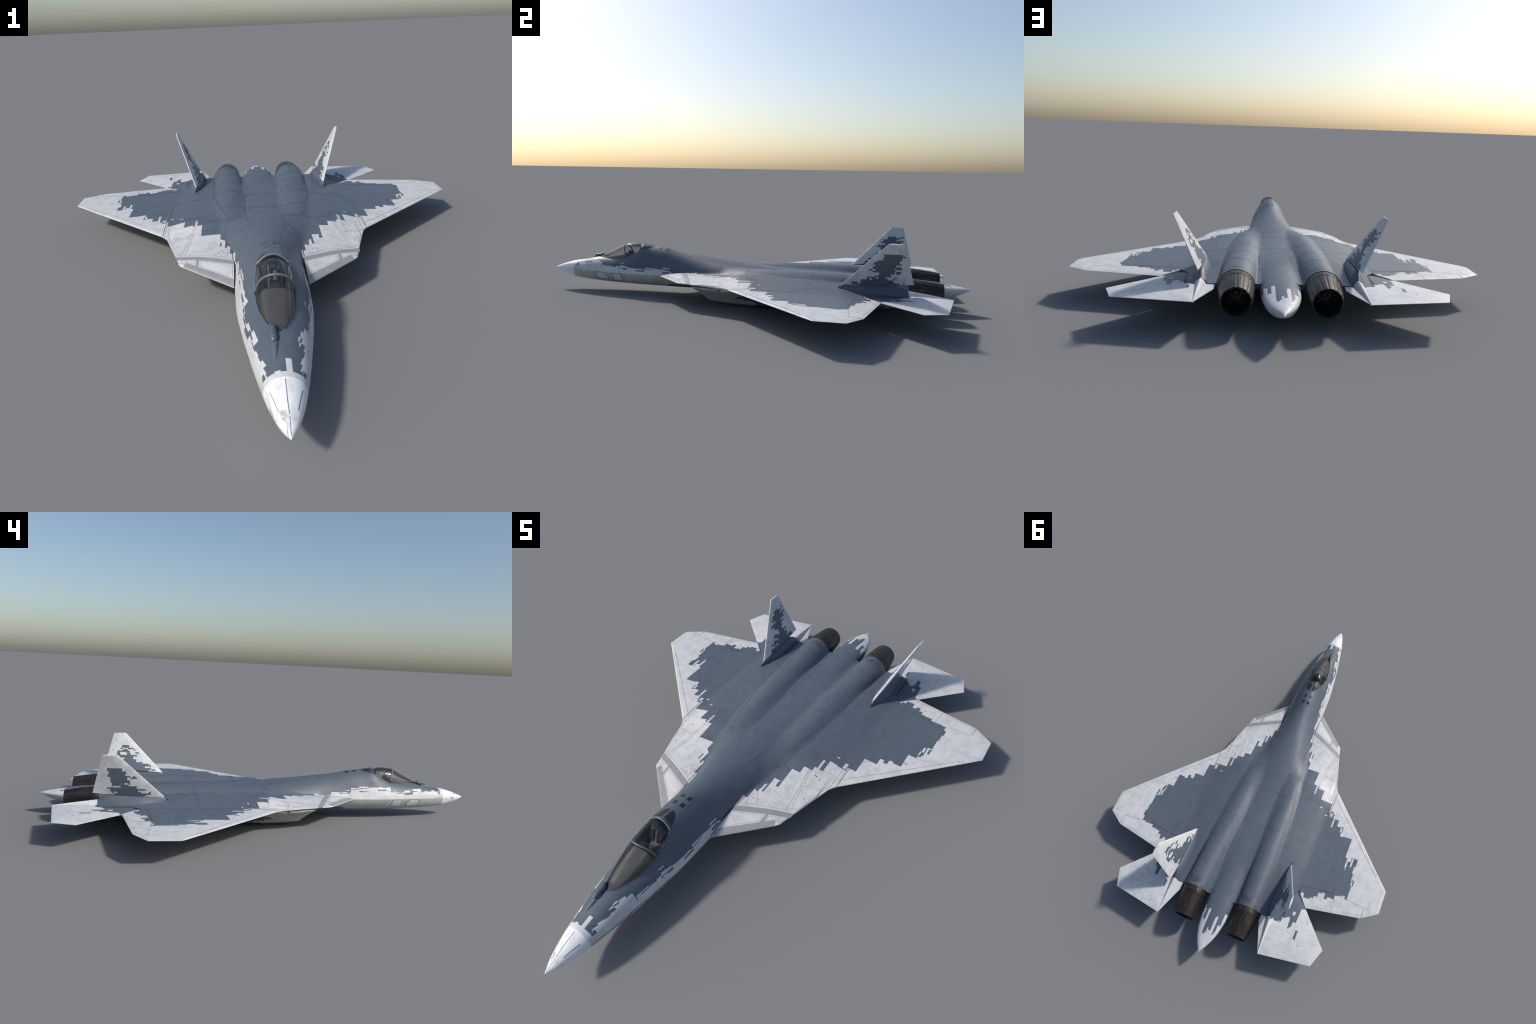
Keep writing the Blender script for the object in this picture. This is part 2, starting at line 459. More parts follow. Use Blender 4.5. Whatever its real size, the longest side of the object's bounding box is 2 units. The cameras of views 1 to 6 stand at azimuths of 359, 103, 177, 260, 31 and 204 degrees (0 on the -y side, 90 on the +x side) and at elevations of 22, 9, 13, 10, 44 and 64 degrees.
def nozzle_mat():
    N = Nodes('burnt_nozzle_metal')
    s = N.noise(30, 6, .65, 0., stretch=(2.4, .35, 2.4))
    g = N.noise(60, 5, .6)
    c = N.mix(N.ramp(s, .40, .70), (.022, .018, .016), (.072, .051, .040))
    c = N.mix(N.mul(N.ramp(g, .52, .68), .6), c, (.028, .026, .026))
    return N.finish(c, N.ramp(g, .3, .7, .34, .50), .45, .5, bump=s, strength=.12)

def glass_mat(name, tint, gloss_rough=.04, through=.92):
    N = Nodes(name)
    t = N.t.nodes
    tr = t.new('ShaderNodeBsdfTransparent'); tr.inputs[0].default_value = (*tint, 1)
    gl = t.new('ShaderNodeBsdfGlossy'); gl.inputs[0].default_value = (.95, .94, .92, 1); gl.inputs[1].default_value = gloss_rough
    fr = t.new('ShaderNodeFresnel'); fr.inputs[0].default_value = 1.45
    mx = t.new('ShaderNodeMixShader')
    N.t.links.new(N.mn(N.math('MULTIPLY_ADD', fr.outputs[0], .75, .02), 1.0), mx.inputs[0])
    N.t.links.new(tr.outputs[0], mx.inputs[1]); N.t.links.new(gl.outputs[0], mx.inputs[2])
    df = t.new('ShaderNodeBsdfDiffuse'); df.inputs[0].default_value = (.20, .20, .195, 1)
    m2 = t.new('ShaderNodeMixShader'); m2.inputs[0].default_value = 1 - through
    N.t.links.new(mx.outputs[0], m2.inputs[1]); N.t.links.new(df.outputs[0], m2.inputs[2])
    N.t.links.new(m2.outputs[0], N.out.inputs[0])
    return N.m

M_BODY = skin('camouflage_body', 'body')
M_WING = skin('camouflage_wing', 'wing')
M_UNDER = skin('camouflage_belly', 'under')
M_FIN = skin('camouflage_fin', 'fin')
M_STAB = skin('camouflage_tailplane', 'stab')
M_DARK = skin('paint_blue_grey', 'dark')
M_PALE = skin('paint_pale_grey', 'pale')
M_STRIP = plain('paint_mid_grey', STRIP, .5, vary=.06)
M_RADOME = radome_mat()
M_NOZZLE = nozzle_mat()
M_SOOT = plain('soot_black', (.012, .011, .011), .7)
M_SPOKE = plain('dull_flameholder_metal', (.12, .11, .105), .5, .4)
M_LINE_W = plain('panel_gap_grey', (.27, .275, .29), .7, vary=.1)
M_LINE = plain('panel_gap_dark', (.052, .064, .080), .7, vary=.1)
M_GLINT = plain('seam_glint_paint', (.180, .205, .240), .45, vary=.1)  # pale ribbon colour, draws the highlight beside each panel gap
M_RIVET = plain('rivet_dark', (.045, .055, .070), .6, vary=.1)
M_RIVET_W = plain('rivet_grey', (.16, .165, .18), .6, vary=.1)
M_RED = plain('stencil_red', (.42, .13, .15), .6, vary=.15)
M_REDDIM = plain('stencil_red_faded', (.135, .085, .108), .6, vary=.1)
M_FRAME = plain('frame_blue_grey', (.105, .130, .165), .42, vary=.1)
M_TUB = plain('cockpit_dark_grey', (.030, .031, .033), .7, vary=.2)
M_COAM = plain('cockpit_coaming_grey', (.095, .096, .098), .75, vary=.1)
M_SEAT = plain('seat_grey', (.150, .148, .140), .7, vary=.2)
M_SEATD = plain('seat_dark', (.035, .036, .038), .6, vary=.2)
M_GLASS = glass_mat('canopy_glass', (.82, .81, .795), gloss_rough=.03, through=.97)
M_PANE = plain('window_dark_pane', (.030, .029, .027), .18, vary=.15, spec=.6)
M_LENS = plain('sensor_ball', (.10, .12, .15), .15, spec=.7, vary=.05)

# ------------------------------------------------------------------ top-level thing
jet = bpy.data.objects.new('fighter_jet', None)
jet['label'] = 'grey pixel-camouflaged twin-engine stealth fighter jet, wheels up'
jet['category'] = 'fighter jet'
link(jet)

# ------------------------------------------------------------------ blended body
def rows():
    key = [-1, -.9985, -.996, -.992, -.986, -.98, Y_RADOME, Y_C0, Y_C1, -.408, -.285, -.268, -.265, -.180, -.023, -.008, .006, .533, .560, .585, .605, Y_END]
    base = list(np.arange(-.975, Y_END, .0048))
    key += list(np.arange(-.265, -.180, .0022)) + list(np.arange(-.757, -.740, .0022))
    r = sorted(set(round(float(k), 5) for k in key + base))
    keyset = set(round(float(k), 5) for k in key)
    out = []
    for v in r:
        if out and v - out[-1] < .0012:
            if v in keyset: 
                if out[-1] not in keyset: out[-1] = v
                else: out.append(v)
            continue
        out.append(v)
    return np.array(out)

YR = rows()
line1 = smooth_curve([(-1, .0), (-.98, .002), (-.9, .0042), (Y_C0 - .004, .0045), (Y_C0, .0045)])
line1b = smooth_curve([(Y_C1, .0390), (-.45, .045), (-.2, .06), (.1, .066), (.733, .0660)])
line2 = smooth_curve([(-.265, .094), (-.15, .15), (0, .185), (.3, .194), (.733, .199)])
def feature_columns(y):
    W = float(body_width(y))
    if y < Y_C0: a = min(float(line1(y)), .3 * W)
    elif y <= Y_C1: a = float(sill_x(y))
    else: a = float(line1b(y))
    b = a + .55 * (W - a)
    if y > -.265:
        b = b + (min(float(line2(y)), .8 * W + .02) - b) * float(sstep(y, -.265, -.17))
    return a, min(b, W), W

N1, N2, N3 = 18, 36, 34
def row_x(y):
    a, b, W = feature_columns(y)
    t2 = np.linspace(0, 1, N2 + 1)[1:]
    tc = .5 - .5 * np.cos(np.pi * t2)
    t2 = t2 + (tc - t2) * .8 * float(sstep(y, 0, .5))
    t3 = np.linspace(0, 1, N3 + 1)[1:]
    t3 = 1 - (1 - t3) ** 1.5
    h = np.concatenate([np.linspace(0, a, N1 + 1), a + (b - a) * t2, b + (W - b) * t3])
    return np.concatenate([-h[:0:-1], h])

XR = np.array([row_x(y) for y in YR])
NR, NC = XR.shape
mid = NC // 2
YY = np.repeat(YR[:, None], NC, 1)
V_top = np.stack([XR, YY, surf_top(XR, YY)], -1).reshape(-1, 3)
V_bot = np.stack([XR, YY, surf_bottom(XR, YY)], -1).reshape(-1, 3)
F_top = grid_faces(NR, NC)
F_bot = grid_faces(NR, NC, flip=True)
n_top = vert_normals(V_top, F_top); n_bot = vert_normals(V_bot, F_bot)

def row_of(face): return face[0] // NC
def col_of(face): return min(i % NC for i in face)
i_rad = int(np.argmin(abs(YR - Y_RADOME))); i_c0 = int(np.argmin(abs(YR - Y_C0))); i_c1 = int(np.argmin(abs(YR - Y_C1)))

nose_f, body_f = [], []
for k, f in enumerate(F_top):
    i = k // (NC - 1); j = k % (NC - 1)
    if i < i_rad: nose_f.append(f)
    elif i_c0 <= i < i_c1 and mid - N1 <= j < mid + N1: continue      # cockpit opening
    else: body_f.append(f)
body = mesh_obj('fuselage', V_top, body_f, M_BODY, jet, n_top)
nose_b = [f for k, f in enumerate(F_bot) if k // (NC - 1) < i_rad]
belly_f = [f for k, f in enumerate(F_bot) if k // (NC - 1) >= i_rad]
# side walls where upper and lower skins stand apart, and the rear wall
Vall = np.concatenate([V_top, V_bot]); o2 = len(V_top)
wall = []
for i in range(NR - 1):
    a, b = i*NC + NC - 1, (i+1)*NC + NC - 1
    wall.append((a, o2 + a, o2 + b, b))
    a, b = i*NC, (i+1)*NC
    wall.append((b, o2 + b, o2 + a, a))
L = (NR - 1) * NC
for j in range(NC - 1):
    wall.append((L + j, L + j + 1, o2 + L + j + 1, o2 + L + j))
split = [max(YR[(i % o2) // NC] for i in f) > .53 for f in wall]
mesh_obj('fuselage_edge', Vall, [f for f, k in zip(wall, split) if k], M_DARK, body, smooth=False)
mesh_obj('leading_edge', Vall, [f for f, k in zip(wall, split) if not k], M_PALE, body, smooth=False)
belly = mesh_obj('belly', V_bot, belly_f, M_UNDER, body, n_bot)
Vn = np.concatenate([V_top, V_bot]); nn = np.concatenate([n_top, n_bot])
radome = mesh_obj('radome', Vn, nose_f + [tuple(i + o2 for i in f) for f in nose_b], M_RADOME, jet, nn)

# ------------------------------------------------------------------ tail boom (sting between the engines)
def boom():
    ys = np.concatenate([[Y_END], np.linspace(.738, .98, 62), [.985, .989, .992, .995, .998]])
    t = np.linspace(-1, 1, 49); t = np.sign(t) * (1 - (1 - abs(t)) ** 1.5)
    X = np.array([t * min(float(spine_w(y)), .0655) for y in ys]); Y = np.repeat(ys[:, None], 49, 1)
    yy = np.maximum(Y, Y_END + 1e-5)
    vt = np.stack([X, Y, surf_top(X, yy)], -1).reshape(-1, 3)
    vb = np.stack([X, Y, surf_bottom(X, yy)], -1).reshape(-1, 3)
    ft = grid_faces(len(ys), 49); fb = grid_faces(len(ys), 49, flip=True)
    o = mesh_obj('tail_boom', vt, ft, M_BODY, jet, vert_normals(vt, ft))
    mesh_obj('tail_boom_belly', vb, fb, M_PALE, o, vert_normals(vb, fb))
boom()

# ------------------------------------------------------------------ wings, flaps, slats
slat_line = line_curve([(SEAM, .042), (.338, .045), (.652, .362), (.6525, .345), (.719, .4132)])
flap_line = line_curve([(SEAM, .533), (.499, .512), (.646, .527), (.6465, .560), (.719, .526)])
def wing(side):
    xs = np.unique(np.round(np.concatenate([np.linspace(SEAM, .719, 66), [.338, .389, .499, .644, .646, .652]]), 5))
    def patch(name, lo, hi, n, xsel, mat, power=1., parent=None):
        X, Y = [], []
        for x in xsel:
            t = np.linspace(0, 1, n) ** power
            a, b = lo(x), hi(x)
            X.append(np.full(n, x)); Y.append(a + (b - a) * t)
        X = np.array(X); Y = np.array(Y)
        vt = np.stack([X * side, Y, surf_plate(X, Y)], -1).reshape(-1, 3)
        vb = np.stack([X * side, Y, surf_plate_under(X, Y)], -1).reshape(-1, 3)
        ft = grid_faces(len(xsel), n, flip=side < 0); fb = grid_faces(len(xsel), n, flip=side > 0)
        o = mesh_obj(name, vt, ft, mat, parent or jet, vert_normals(vt, ft))
        # underside and closing edges
        v = np.concatenate([vt, vb]); k = len(vt); R = len(xsel)
        ring = [j for j in range(n)] + [i*n + n - 1 for i in range(1, R)] + [(R-1)*n + j for j in range(n-2, -1, -1)] + [i*n for i in range(R-2, 0, -1)]
        edge = [(ring[q], ring[(q+1) % len(ring)], ring[(q+1) % len(ring)] + k, ring[q] + k) for q in range(len(ring))]
        mesh_obj(name + '_underside', vb, fb, M_PALE, o, vert_normals(vb, fb))
        mesh_obj(name + '_edge', v, edge, M_PALE, o, smooth=False)
        return o
    y0 = lambda x: float(y_le_wing(x)); y1 = lambda x: float(min(max(slat_line(x), y0(x)), y_te_wing(x)))
    y2 = lambda x: float(min(flap_line(x), y_te_wing(x))) if x <= .646 else float(y_te_wing(x))
    y3 = lambda x: float(y_te_wing(x))
    sl = [x for x in xs if x <= .6521]
    main_lo = lambda x: y1(x) if x <= .6521 else y0(x)
    main_hi = lambda x: y2(x)
    w = patch('wing', main_lo, main_hi, 60, xs, M_WING, 1.0)
    patch('leading_edge_slat', y0, y1, 14, sl, M_WING, 1.8, w)
    # flap inner end follows the tailplane's leading edge
    inner_cut = lambda x: float(np.interp(x, [SEAM, .389], [.566, .628]))
    patch('flaperon', y2, lambda x: min(y3(x), inner_cut(x)) if x < .389 else y3(x), 14, [x for x in xs if x <= .4991], M_WING, 1., w)
    patch('aileron', y2, y3, 14, [x for x in xs if .4985 <= x <= .6441] + [.646], M_WING, 1., w)
    return w
wings = [wing(1), wing(-1)]

# ------------------------------------------------------------------ movable root extension flaps
def root_flap(side):
    xs = np.linspace(.0985, .2735, 44)
    lo = line_curve([(.096, -.408), (.246, -.257), (.257, -.243), (.273, -.180)])
    hi = line_curve([(.096, -.2665), (.273, -.1815)])
    n = 30
    X = np.repeat(xs[:, None], n, 1); t = np.linspace(0, 1, n)[None, :] ** 1.4
    a = lo(xs)[:, None]; b = np.maximum(hi(xs)[:, None], a + .0005)
    Y = a + (b - a) * t
    vt = np.stack([X * side, Y, surf_plate(X, Y)], -1).reshape(-1, 3)
    vb = np.stack([X * side, Y, surf_plate_under(X, Y)], -1).reshape(-1, 3)
    ft = grid_faces(44, n, flip=side < 0); fb = grid_faces(44, n, flip=side > 0)
    o = mesh_obj('root_extension_flap', vt, ft, M_PALE, jet, vert_normals(vt, ft))
    mesh_obj('root_extension_flap_underside', vb, fb, M_PALE, o, vert_normals(vb, fb))
    v = np.concatenate([vt, vb]); k = len(vt); e = []
    for j in range(n - 1): e += [(j, j+1, j+1+k, j+k)]
    for i in range(43): e += [(i*n+n-1, (i+1)*n+n-1, (i+1)*n+n-1+k, i*n+n-1+k)]
    mesh_obj('root_extension_flap_edge', v, e, M_STRIP, o, smooth=False)
    return o
lev = [root_flap(1), root_flap(-1)]

# ------------------------------------------------------------------ lower engine nacelles with raked intakes
nac_bottom = smooth_curve([(-.12, .0190), (-.075, .0140), (-.02, .0100), (.05, .0075), (.18, .0020), (.30, .0), (.42, .0030), (.55, .0130), (.66, .0270), (.74, .0400)])
nac_in = smooth_curve([(-.12, .078), (.2, .072), (.5, .066), (.74, .0785)])
nac_out = smooth_curve([(-.12, .202), (.1, .202), (.3, .200), (.5, .195), (.74, .1965)])
nac_top = smooth_curve([(-.12, .094), (.05, .1), (.3, .110), (.5, .138), (.60, .153), (.74, .1565)])
nac_flare = smooth_curve([(-.12, .050), (-.06, .082), (.0, .100), (.08, .090), (.22, .040), (.36, .0), (.74, .0)])
nac_pow = smooth_curve([(-.12, 9.), (.1, 6.), (.35, 3.2), (.6, 2.2), (.74, 2.)])
def nacelle_section(y, n=72, inset=0.):
    a = np.linspace(0, 2*np.pi, n, endpoint=False)
    xi, xo, zb, zt, p = (float(f(y)) for f in (nac_in, nac_out, nac_bottom, nac_top, nac_pow))
    cx, cz, rx, rz = (xi+xo)/2, (zb+zt)/2, (xo-xi)/2 - inset, (zt-zb)/2 - inset
    c, s = np.cos(a), np.sin(a)
    # flank leans inward towards the bottom
    x = np.sign(c) * abs(c) ** (2/p) * rx; z = np.sign(s) * abs(s) ** (2/p) * rz
    lean = .012 * float(1 - sstep(y, .2, .55)) * np.clip(-z / rz, -1, 1)
    x = x - np.sign(c) * lean * (abs(c) > .3)
    up = np.clip((cz + z - zb) / (.090 - zb), 0, 1.2)
    x = x + np.where(c > .0, float(nac_flare(y)) * up ** 1.9 * np.clip(x / rx, 0, 1), 0)
    zz = cz + z
    lim = max(float(lerx_edge(y)) if y > -.17 else .27, .2) - .022
    x = np.minimum(x, lim - cx - .03 * np.clip((.085 - zz) / .06, 0, 1))
    rake = (zz - .019) * .83 * float(1 - sstep(y, -.12, .06))
    return np.stack([cx + x, y - rake, zz], -1)
ys = np.concatenate([np.linspace(-.12, .1, 30), np.linspace(.11, .7295, 80)])
v, f = loft([nacelle_section(y) for y in ys], cap1=True)
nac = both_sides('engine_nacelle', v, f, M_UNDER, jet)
for o in nac: sharp_by_angle(o, 40)
lip = loft([nacelle_section(-.12, inset=0), nacelle_section(-.12, inset=.0035)])
liner = loft([nacelle_section(y, inset=.0036) for y in np.linspace(-.1199, .0, 14)], cap1=True)
for k, s in enumerate((1, -1)):
    for nm, (vv, ff), mt in (('intake_lip', lip, M_PALE), ('intake_duct', liner, M_SOOT)):
        vv = np.array(vv); vv[:, 0] *= s
        mesh_obj(nm, vv, ff, mt, nac[k])

# ------------------------------------------------------------------ exhaust nozzles
def ring(c, r, n, y, amp=None):
    a = np.linspace(0, 2*np.pi, n, endpoint=False)
    rr = r if amp is None else r + amp
    return np.stack([c[0] + rr*np.cos(a), np.full(n, y), c[1] + rr*np.sin(a)], -1)
def nozzle(side):
    n = 192
    prof = smooth_curve([(.728, .0578), (.742, .0580), (.762, .0572), (.785, .0556), (.82, .0528), (.85, .0496), (.874, .0462)])
    cx = line_curve([(.73, .1375), (.874, .1352)]); cz = line_curve([(.73, .0990), (.874, .0942)])
    ph = (np.arange(n) % 12) / 12.
    groove = np.where((ph < .09), -.0011, 0) + .0003 * np.sin(ph * np.pi)
    ph2 = (np.arange(n) % 6) / 6.
    g2 = np.where(ph2 < .17, -.0005, 0)
    secs = []
    steps = [(.728, 0, None), (.742, 0, None), (.7425, .0008, g2), (.758, .0008, g2), (.7585, -.0010, None), (.7605, -.0010, None), (.761, .0006, g2 * .3),
             (.7685, .0006, g2 * .3), (.769, -.0012, None), (.7715, -.0012, None), (.772, .0004, groove)]
    steps += [(y, .0004, groove) for y in np.linspace(.776, .8735, 24)]
    for y, d, am in steps:
        secs.append(ring((float(cx(y)) * side, float(cz(y))), float(prof(y)) + d, n, y, am))
    secs.append(ring((float(cx(.874)) * side, float(cz(.874))), .0445, n, .8745))
    secs.append(ring((float(cx(.874)) * side, float(cz(.874))), .0430, n, .8740))
    v, f = loft(secs)
    o = mesh_obj('exhaust_nozzle', v, f, M_NOZZLE, jet); sharp_by_angle(o, 38)
    inn = []
    for y, r in ((.874, .0430), (.865, .0436), (.85, .0444), (.83, .0452), (.80, .0460), (.774, .0462)):
        inn.append(ring((float(cx(y)) * side, float(cz(y))), r, 96, y, np.where(np.arange(96) % 6 == 0, -.0008, 0)))
    v, f = loft(inn, cap1=True)
    mesh_obj('nozzle_lining', v, f, M_SOOT, o)
    # flame holder: hub, ring and radial spokes
    y = .7755; c = np.array([float(cx(y)) * side, y, float(cz(y))])
    parts_v, parts_f = [], []
    def addv(v, f):
        b = sum(len(p) for p in parts_v); parts_v.append(np.asarray(v)); parts_f.extend([tuple(i + b for i in q) for q in f])
    addv(*loft([ring((c[0], c[2]), r, 32, yy) for yy, r in ((y, .0092), (y + .006, .0088), (y + .010, .005), (y + .0105, .0002))]))
    addv(*loft([ring((c[0], c[2]), r, 48, yy) for yy, r in ((y, .0195), (y + .004, .0195), (y + .004, .0172), (y, .0172), (y, .0195))]))
    for k in range(12):
        a = 2*np.pi*k/12 + .13
        d = np.array([math.cos(a), 0, math.sin(a)]); t = np.array([-math.sin(a), 0, math.cos(a)])
        r0, r1 = (.010, .040) if k % 2 == 0 else (.0135, .024)
        w = .0011
        q = [c + d*r + t*s*w + np.array([0, yy, 0]) for r in (r0, r1) for s in (-1, 1) for yy in (.001, .005)]
        addv(q, [(0, 1, 3, 2), (4, 6, 7, 5), (0, 4, 5, 1), (2, 3, 7, 6), (1, 5, 7, 3), (0, 2, 6, 4)])
    h = mesh_obj('flame_holder', np.concatenate(parts_v), parts_f, M_SPOKE, o, smooth=False)
nozzle(1); nozzle(-1)

# ------------------------------------------------------------------ plates with an aerofoil section (fins, tailplanes)
def panel_plate(root_le, root_te, tip_le, tip_te, tr, tt, up, ns=40, nc=40, name='', mat=None, side=1, parent=None):
    """four-cornered surface with thickness tr (root) .. tt (tip) along direction 'up'"""
    A, B, C, D = (np.array(p, float) for p in (root_le, root_te, tip_le, tip_te)); up = np.array(up, float); up /= np.linalg.norm(up)
    secs = []
    u = .5 - .5*np.cos(np.linspace(0, np.pi, nc))
    th = np.minimum(1, np.sin(np.pi * np.clip(u, 0, 1) ** .72) ** .8)
    for s in np.linspace(0, 1, ns):
        a = A + (C - A) * s; b = B + (D - B) * s
        t = (tr + (tt - tr) * s) / 2
        line = a[None] + (b - a)[None] * u[:, None]
        secs.append(np.concatenate([line + up * (th * t + .0006)[:, None], (line - up * (th * t + .0006)[:, None])[::-1]]))
    v, f = loft(secs, cap0=True, cap1=True)
    v = v * np.array([side, 1, 1])
    o = mesh_obj(name, v, f if side > 0 else [tuple(reversed(q)) for q in f], mat, parent or jet)
    sharp_by_angle(o, 35)
    return o

for s in (1, -1):
    fin = panel_plate((.2545, .466, .1425), (.2570, .7495, .1565), (.3345, .6485, .3245), (.3365, .7065, .3225), .0150, .0070,
                      (.17, 0, -.08), name='fin', mat=M_FIN, side=s)
    fin['part'] = 'all-moving fin'

def tailplane(side):
    poly_le = line_curve([(.206, .60), (.300, .5475), (.313, .5485), (.389, .6285), (.531, .781)])
    te = line_curve([(.206, .765), (.258, .905), (.501, .867), (.531, .781)])
    xs = np.unique(np.round(np.concatenate([np.linspace(.206, .531, 60), [.258, .300, .313, .501]]), 5))
    n = 34
    u = .5 - .5*np.cos(np.linspace(0, np.pi, n))
    V1, V2 = [], []
    for x in xs:
        a, b = float(poly_le(x)), float(te(x))
        y = a + (b - a) * u
        edge = [(.313, .5485), (.531, .781), (.501, .867), (.258, .905), (.206, .765)]
        d = seg_dist(np.full(n, x), y, edge)
        h = .0008 + (.0075 - .004 * (x - .2) / .33) * (1 - (1 - np.clip(d / .07, 0, 1)) ** 2)
        h = np.where((x < .303) & (y < .731), np.minimum(h, .001), h)
        V1.append(np.stack([np.full(n, x) * side, y, .1025 + h], -1)); V2.append(np.stack([np.full(n, x) * side, y, .1025 - h], -1))
    vt = np.concatenate(V1); vb = np.concatenate(V2)
    R = len(xs)
    ft = grid_faces(R, n, flip=side < 0); fb = grid_faces(R, n, flip=side > 0)
    o = mesh_obj('tailplane', vt, ft, M_STAB, jet, vert_normals(vt, ft))
    v = np.concatenate([vt, vb]); k = len(vt)
    rg = [j for j in range(n)] + [i*n + n - 1 for i in range(1, R)] + [(R-1)*n + j for j in range(n-2, -1, -1)] + [i*n for i in range(R-2, 0, -1)]
    e = [(rg[q], rg[(q+1) % len(rg)], rg[(q+1) % len(rg)] + k, rg[q] + k) for q in range(len(rg))]
    mesh_obj('tailplane_underside', vb, fb, M_PALE, o, vert_normals(vb, fb))
    mesh_obj('tailplane_edge', v, e, M_PALE, o, smooth=False)
    # tapering fairing on its root, continues the fin pod
    secs = []
    for t in np.linspace(0, 1, 24):
        y = .7305 + t * (.902 - .7305)
        k_ = (1 - t) ** .9
        lo, ap, hi = .2295 + (.2565 - .2295) * t, .2505 + (.2575 - .2505) * t, .2720 + (.2585 - .2720) * t
        z0 = .1035 + .002 * k_; zt = .1050 + .0235 * k_
        prof = [(lo, z0 - .004), (lo, z0), (lo + (ap - lo)*.55, z0 + (zt - z0)*.72), (ap - .0015*k_, zt - .0006*k_), (ap + .0015*k_, zt - .0006*k_),
                (hi + (ap - hi)*.5, z0 + (zt - z0)*.62), (hi, z0), (hi, z0 - .004)]
        secs.append(np.array([(px * side, y, pz) for px, pz in prof]))
    v, f = loft(secs, cap0=True, cap1=True)
    fo = mesh_obj('tailplane_fairing', v, f if side > 0 else [tuple(reversed(q)) for q in f], M_STAB, o); sharp_by_angle(fo, 35)
    return o
tails = [tailplane(1), tailplane(-1)]

# ------------------------------------------------------------------ fin pods
pod_in = smooth_curve([(.451, .2545), (.48, .2440), (.53, .2330), (.60, .2265), (.7295, .2255)])
pod_out = smooth_curve([(.451, .2565), (.48, .2680), (.53, .2830), (.57, .2905), (.62, .2890), (.7295, .2730)])
pod_top = smooth_curve([(.451, .1230), (.462, .1360), (.475, .1425), (.52, .1450), (.60, .1485), (.675, .1510), (.70, .1455), (.7295, .1285)])
pod_apex = smooth_curve([(.451, .2555), (.47, .2552), (.60, .2535), (.7295, .2510)])
def pod(side):
    secs = []
    for y in np.concatenate([[.451, .453, .457, .462], np.linspace(.468, .7295, 60)]):
        a, b, t, c = (float(g(y)) for g in (pod_in, pod_out, pod_top, pod_apex))
        z0 = .100
        w = .0050 * float(sstep(y, .451, .50)) * float(1 - .5 * sstep(y, .68, .7295)) + .0006
        zi = max(float(surf_top(a, min(y, Y_END - .001))), z0) - .004
        prof = [(a, z0 - .004), (a, zi), (a + (c - w - a) * .30, zi + (t - zi) * .45), (a + (c - w - a) * .72, zi + (t - zi) * .86), (c - w, t - .0008), (c - w*.5, t), (c + w*.5, t), (c + w, t - .0008),
                (b + (c + w - b) * .72, z0 + (t - z0) * .80), (b + (c + w - b) * .35, z0 + (t - z0) * .42), (b, z0 + .004), (b, z0 - .004)]
        secs.append(np.array([(px * side, y, pz) for px, pz in prof]))
    v, f = loft(secs, cap0=True, cap1=True)
    o = mesh_obj('fin_pod', v, f if side > 0 else [tuple(reversed(q)) for q in f], M_DARK, jet); sharp_by_angle(o, 50)
    # small black cooling slots at the pod's nose
    for k in range(2):
        x0, y0, z0 = .2552, .4515 + .004 * k, .1235 + .0075 * k
        w, h, l = .0019, .0022, .003
        q = np.array([(x0 + a*w, y0 + c*l, z0 + b*h) for a in (-1, 1) for b in (-1, 1) for c in (-1, 1)]) * np.array([side, 1, 1])
        mesh_obj('cooling_slot', q, [(0, 1, 3, 2), (4, 6, 7, 5), (0, 4, 5, 1), (2, 3, 7, 6), (1, 5, 7, 3), (0, 2, 6, 4)], M_SOOT, o, smooth=False)
pod(1); pod(-1)

# ------------------------------------------------------------------ canopy and cockpit
def glass_section(x, y):
    xs_ = sill_x(y); zs = surf_top(xs_, y)
    q = np.clip(abs(x) / np.maximum(xs_, 1e-6), 0, 1)
    zg = zs + np.maximum(glass_z(y) - zs, 0) * (1 - q ** 2.1) ** .62
    e = sstep(y, -.545, Y_C1)                   # meets the fairing's own section at the rear arch
    return zg * (1 - e) + np.maximum(surf_top(x, y), zs) * e
def canopy():
    ys = YR[i_c0:i_c1 + 1]
    t = np.linspace(-1, 1, 2 * N1 + 1)
    X = np.array([t * float(sill_x(y)) for y in ys]); Y = np.repeat(ys[:, None], 2*N1+1, 1)
    v = np.stack([X, Y, glass_section(X, Y)], -1).reshape(-1, 3)
    ib = int(np.argmin(abs(ys - -.606)))
    f = grid_faces(len(ys), 2*N1+1); nrm = vert_normals(v, f); w = 2*N1
    frame = mesh_obj('canopy_frame', *tube([(x, bow_y(x), float(glass_section(x, bow_y(x))) + .0004) for x in np.linspace(-1, 1, 41) * .0462], .0033, 10), M_FRAME, jet)
    o1 = mesh_obj('windscreen', v, [q for k, q in enumerate(f) if k // w < ib], M_GLASS, frame, nrm)
    o2 = mesh_obj('canopy_glass', v, [q for k, q in enumerate(f) if k // w >= ib], M_GLASS, frame, nrm)
    # rear arch and sill rails
    arch = [(x, Y_C1 - .006 * (abs(x) / .039) ** 2, float(glass_section(x, Y_C1 - .006 * (abs(x)/.039)**2)) + .0006) for x in np.linspace(-1, 1, 41) * .0392]
    mesh_obj('canopy_rear_arch', *tube(arch, .0030, 10), M_FRAME, frame)
    for s in (1, -1):
        sill = [(s * float(sill_x(y)), y, float(surf_top(sill_x(y), y)) + .0002) for y in np.linspace(Y_C0, Y_C1, 70)]
        mesh_obj('canopy_sill', *tube(sill, .0015, 8), M_FRAME, frame)
    return frame
def bow_y(x): return -.617 + .024 * (min(abs(x) / .046, 1)) ** 2
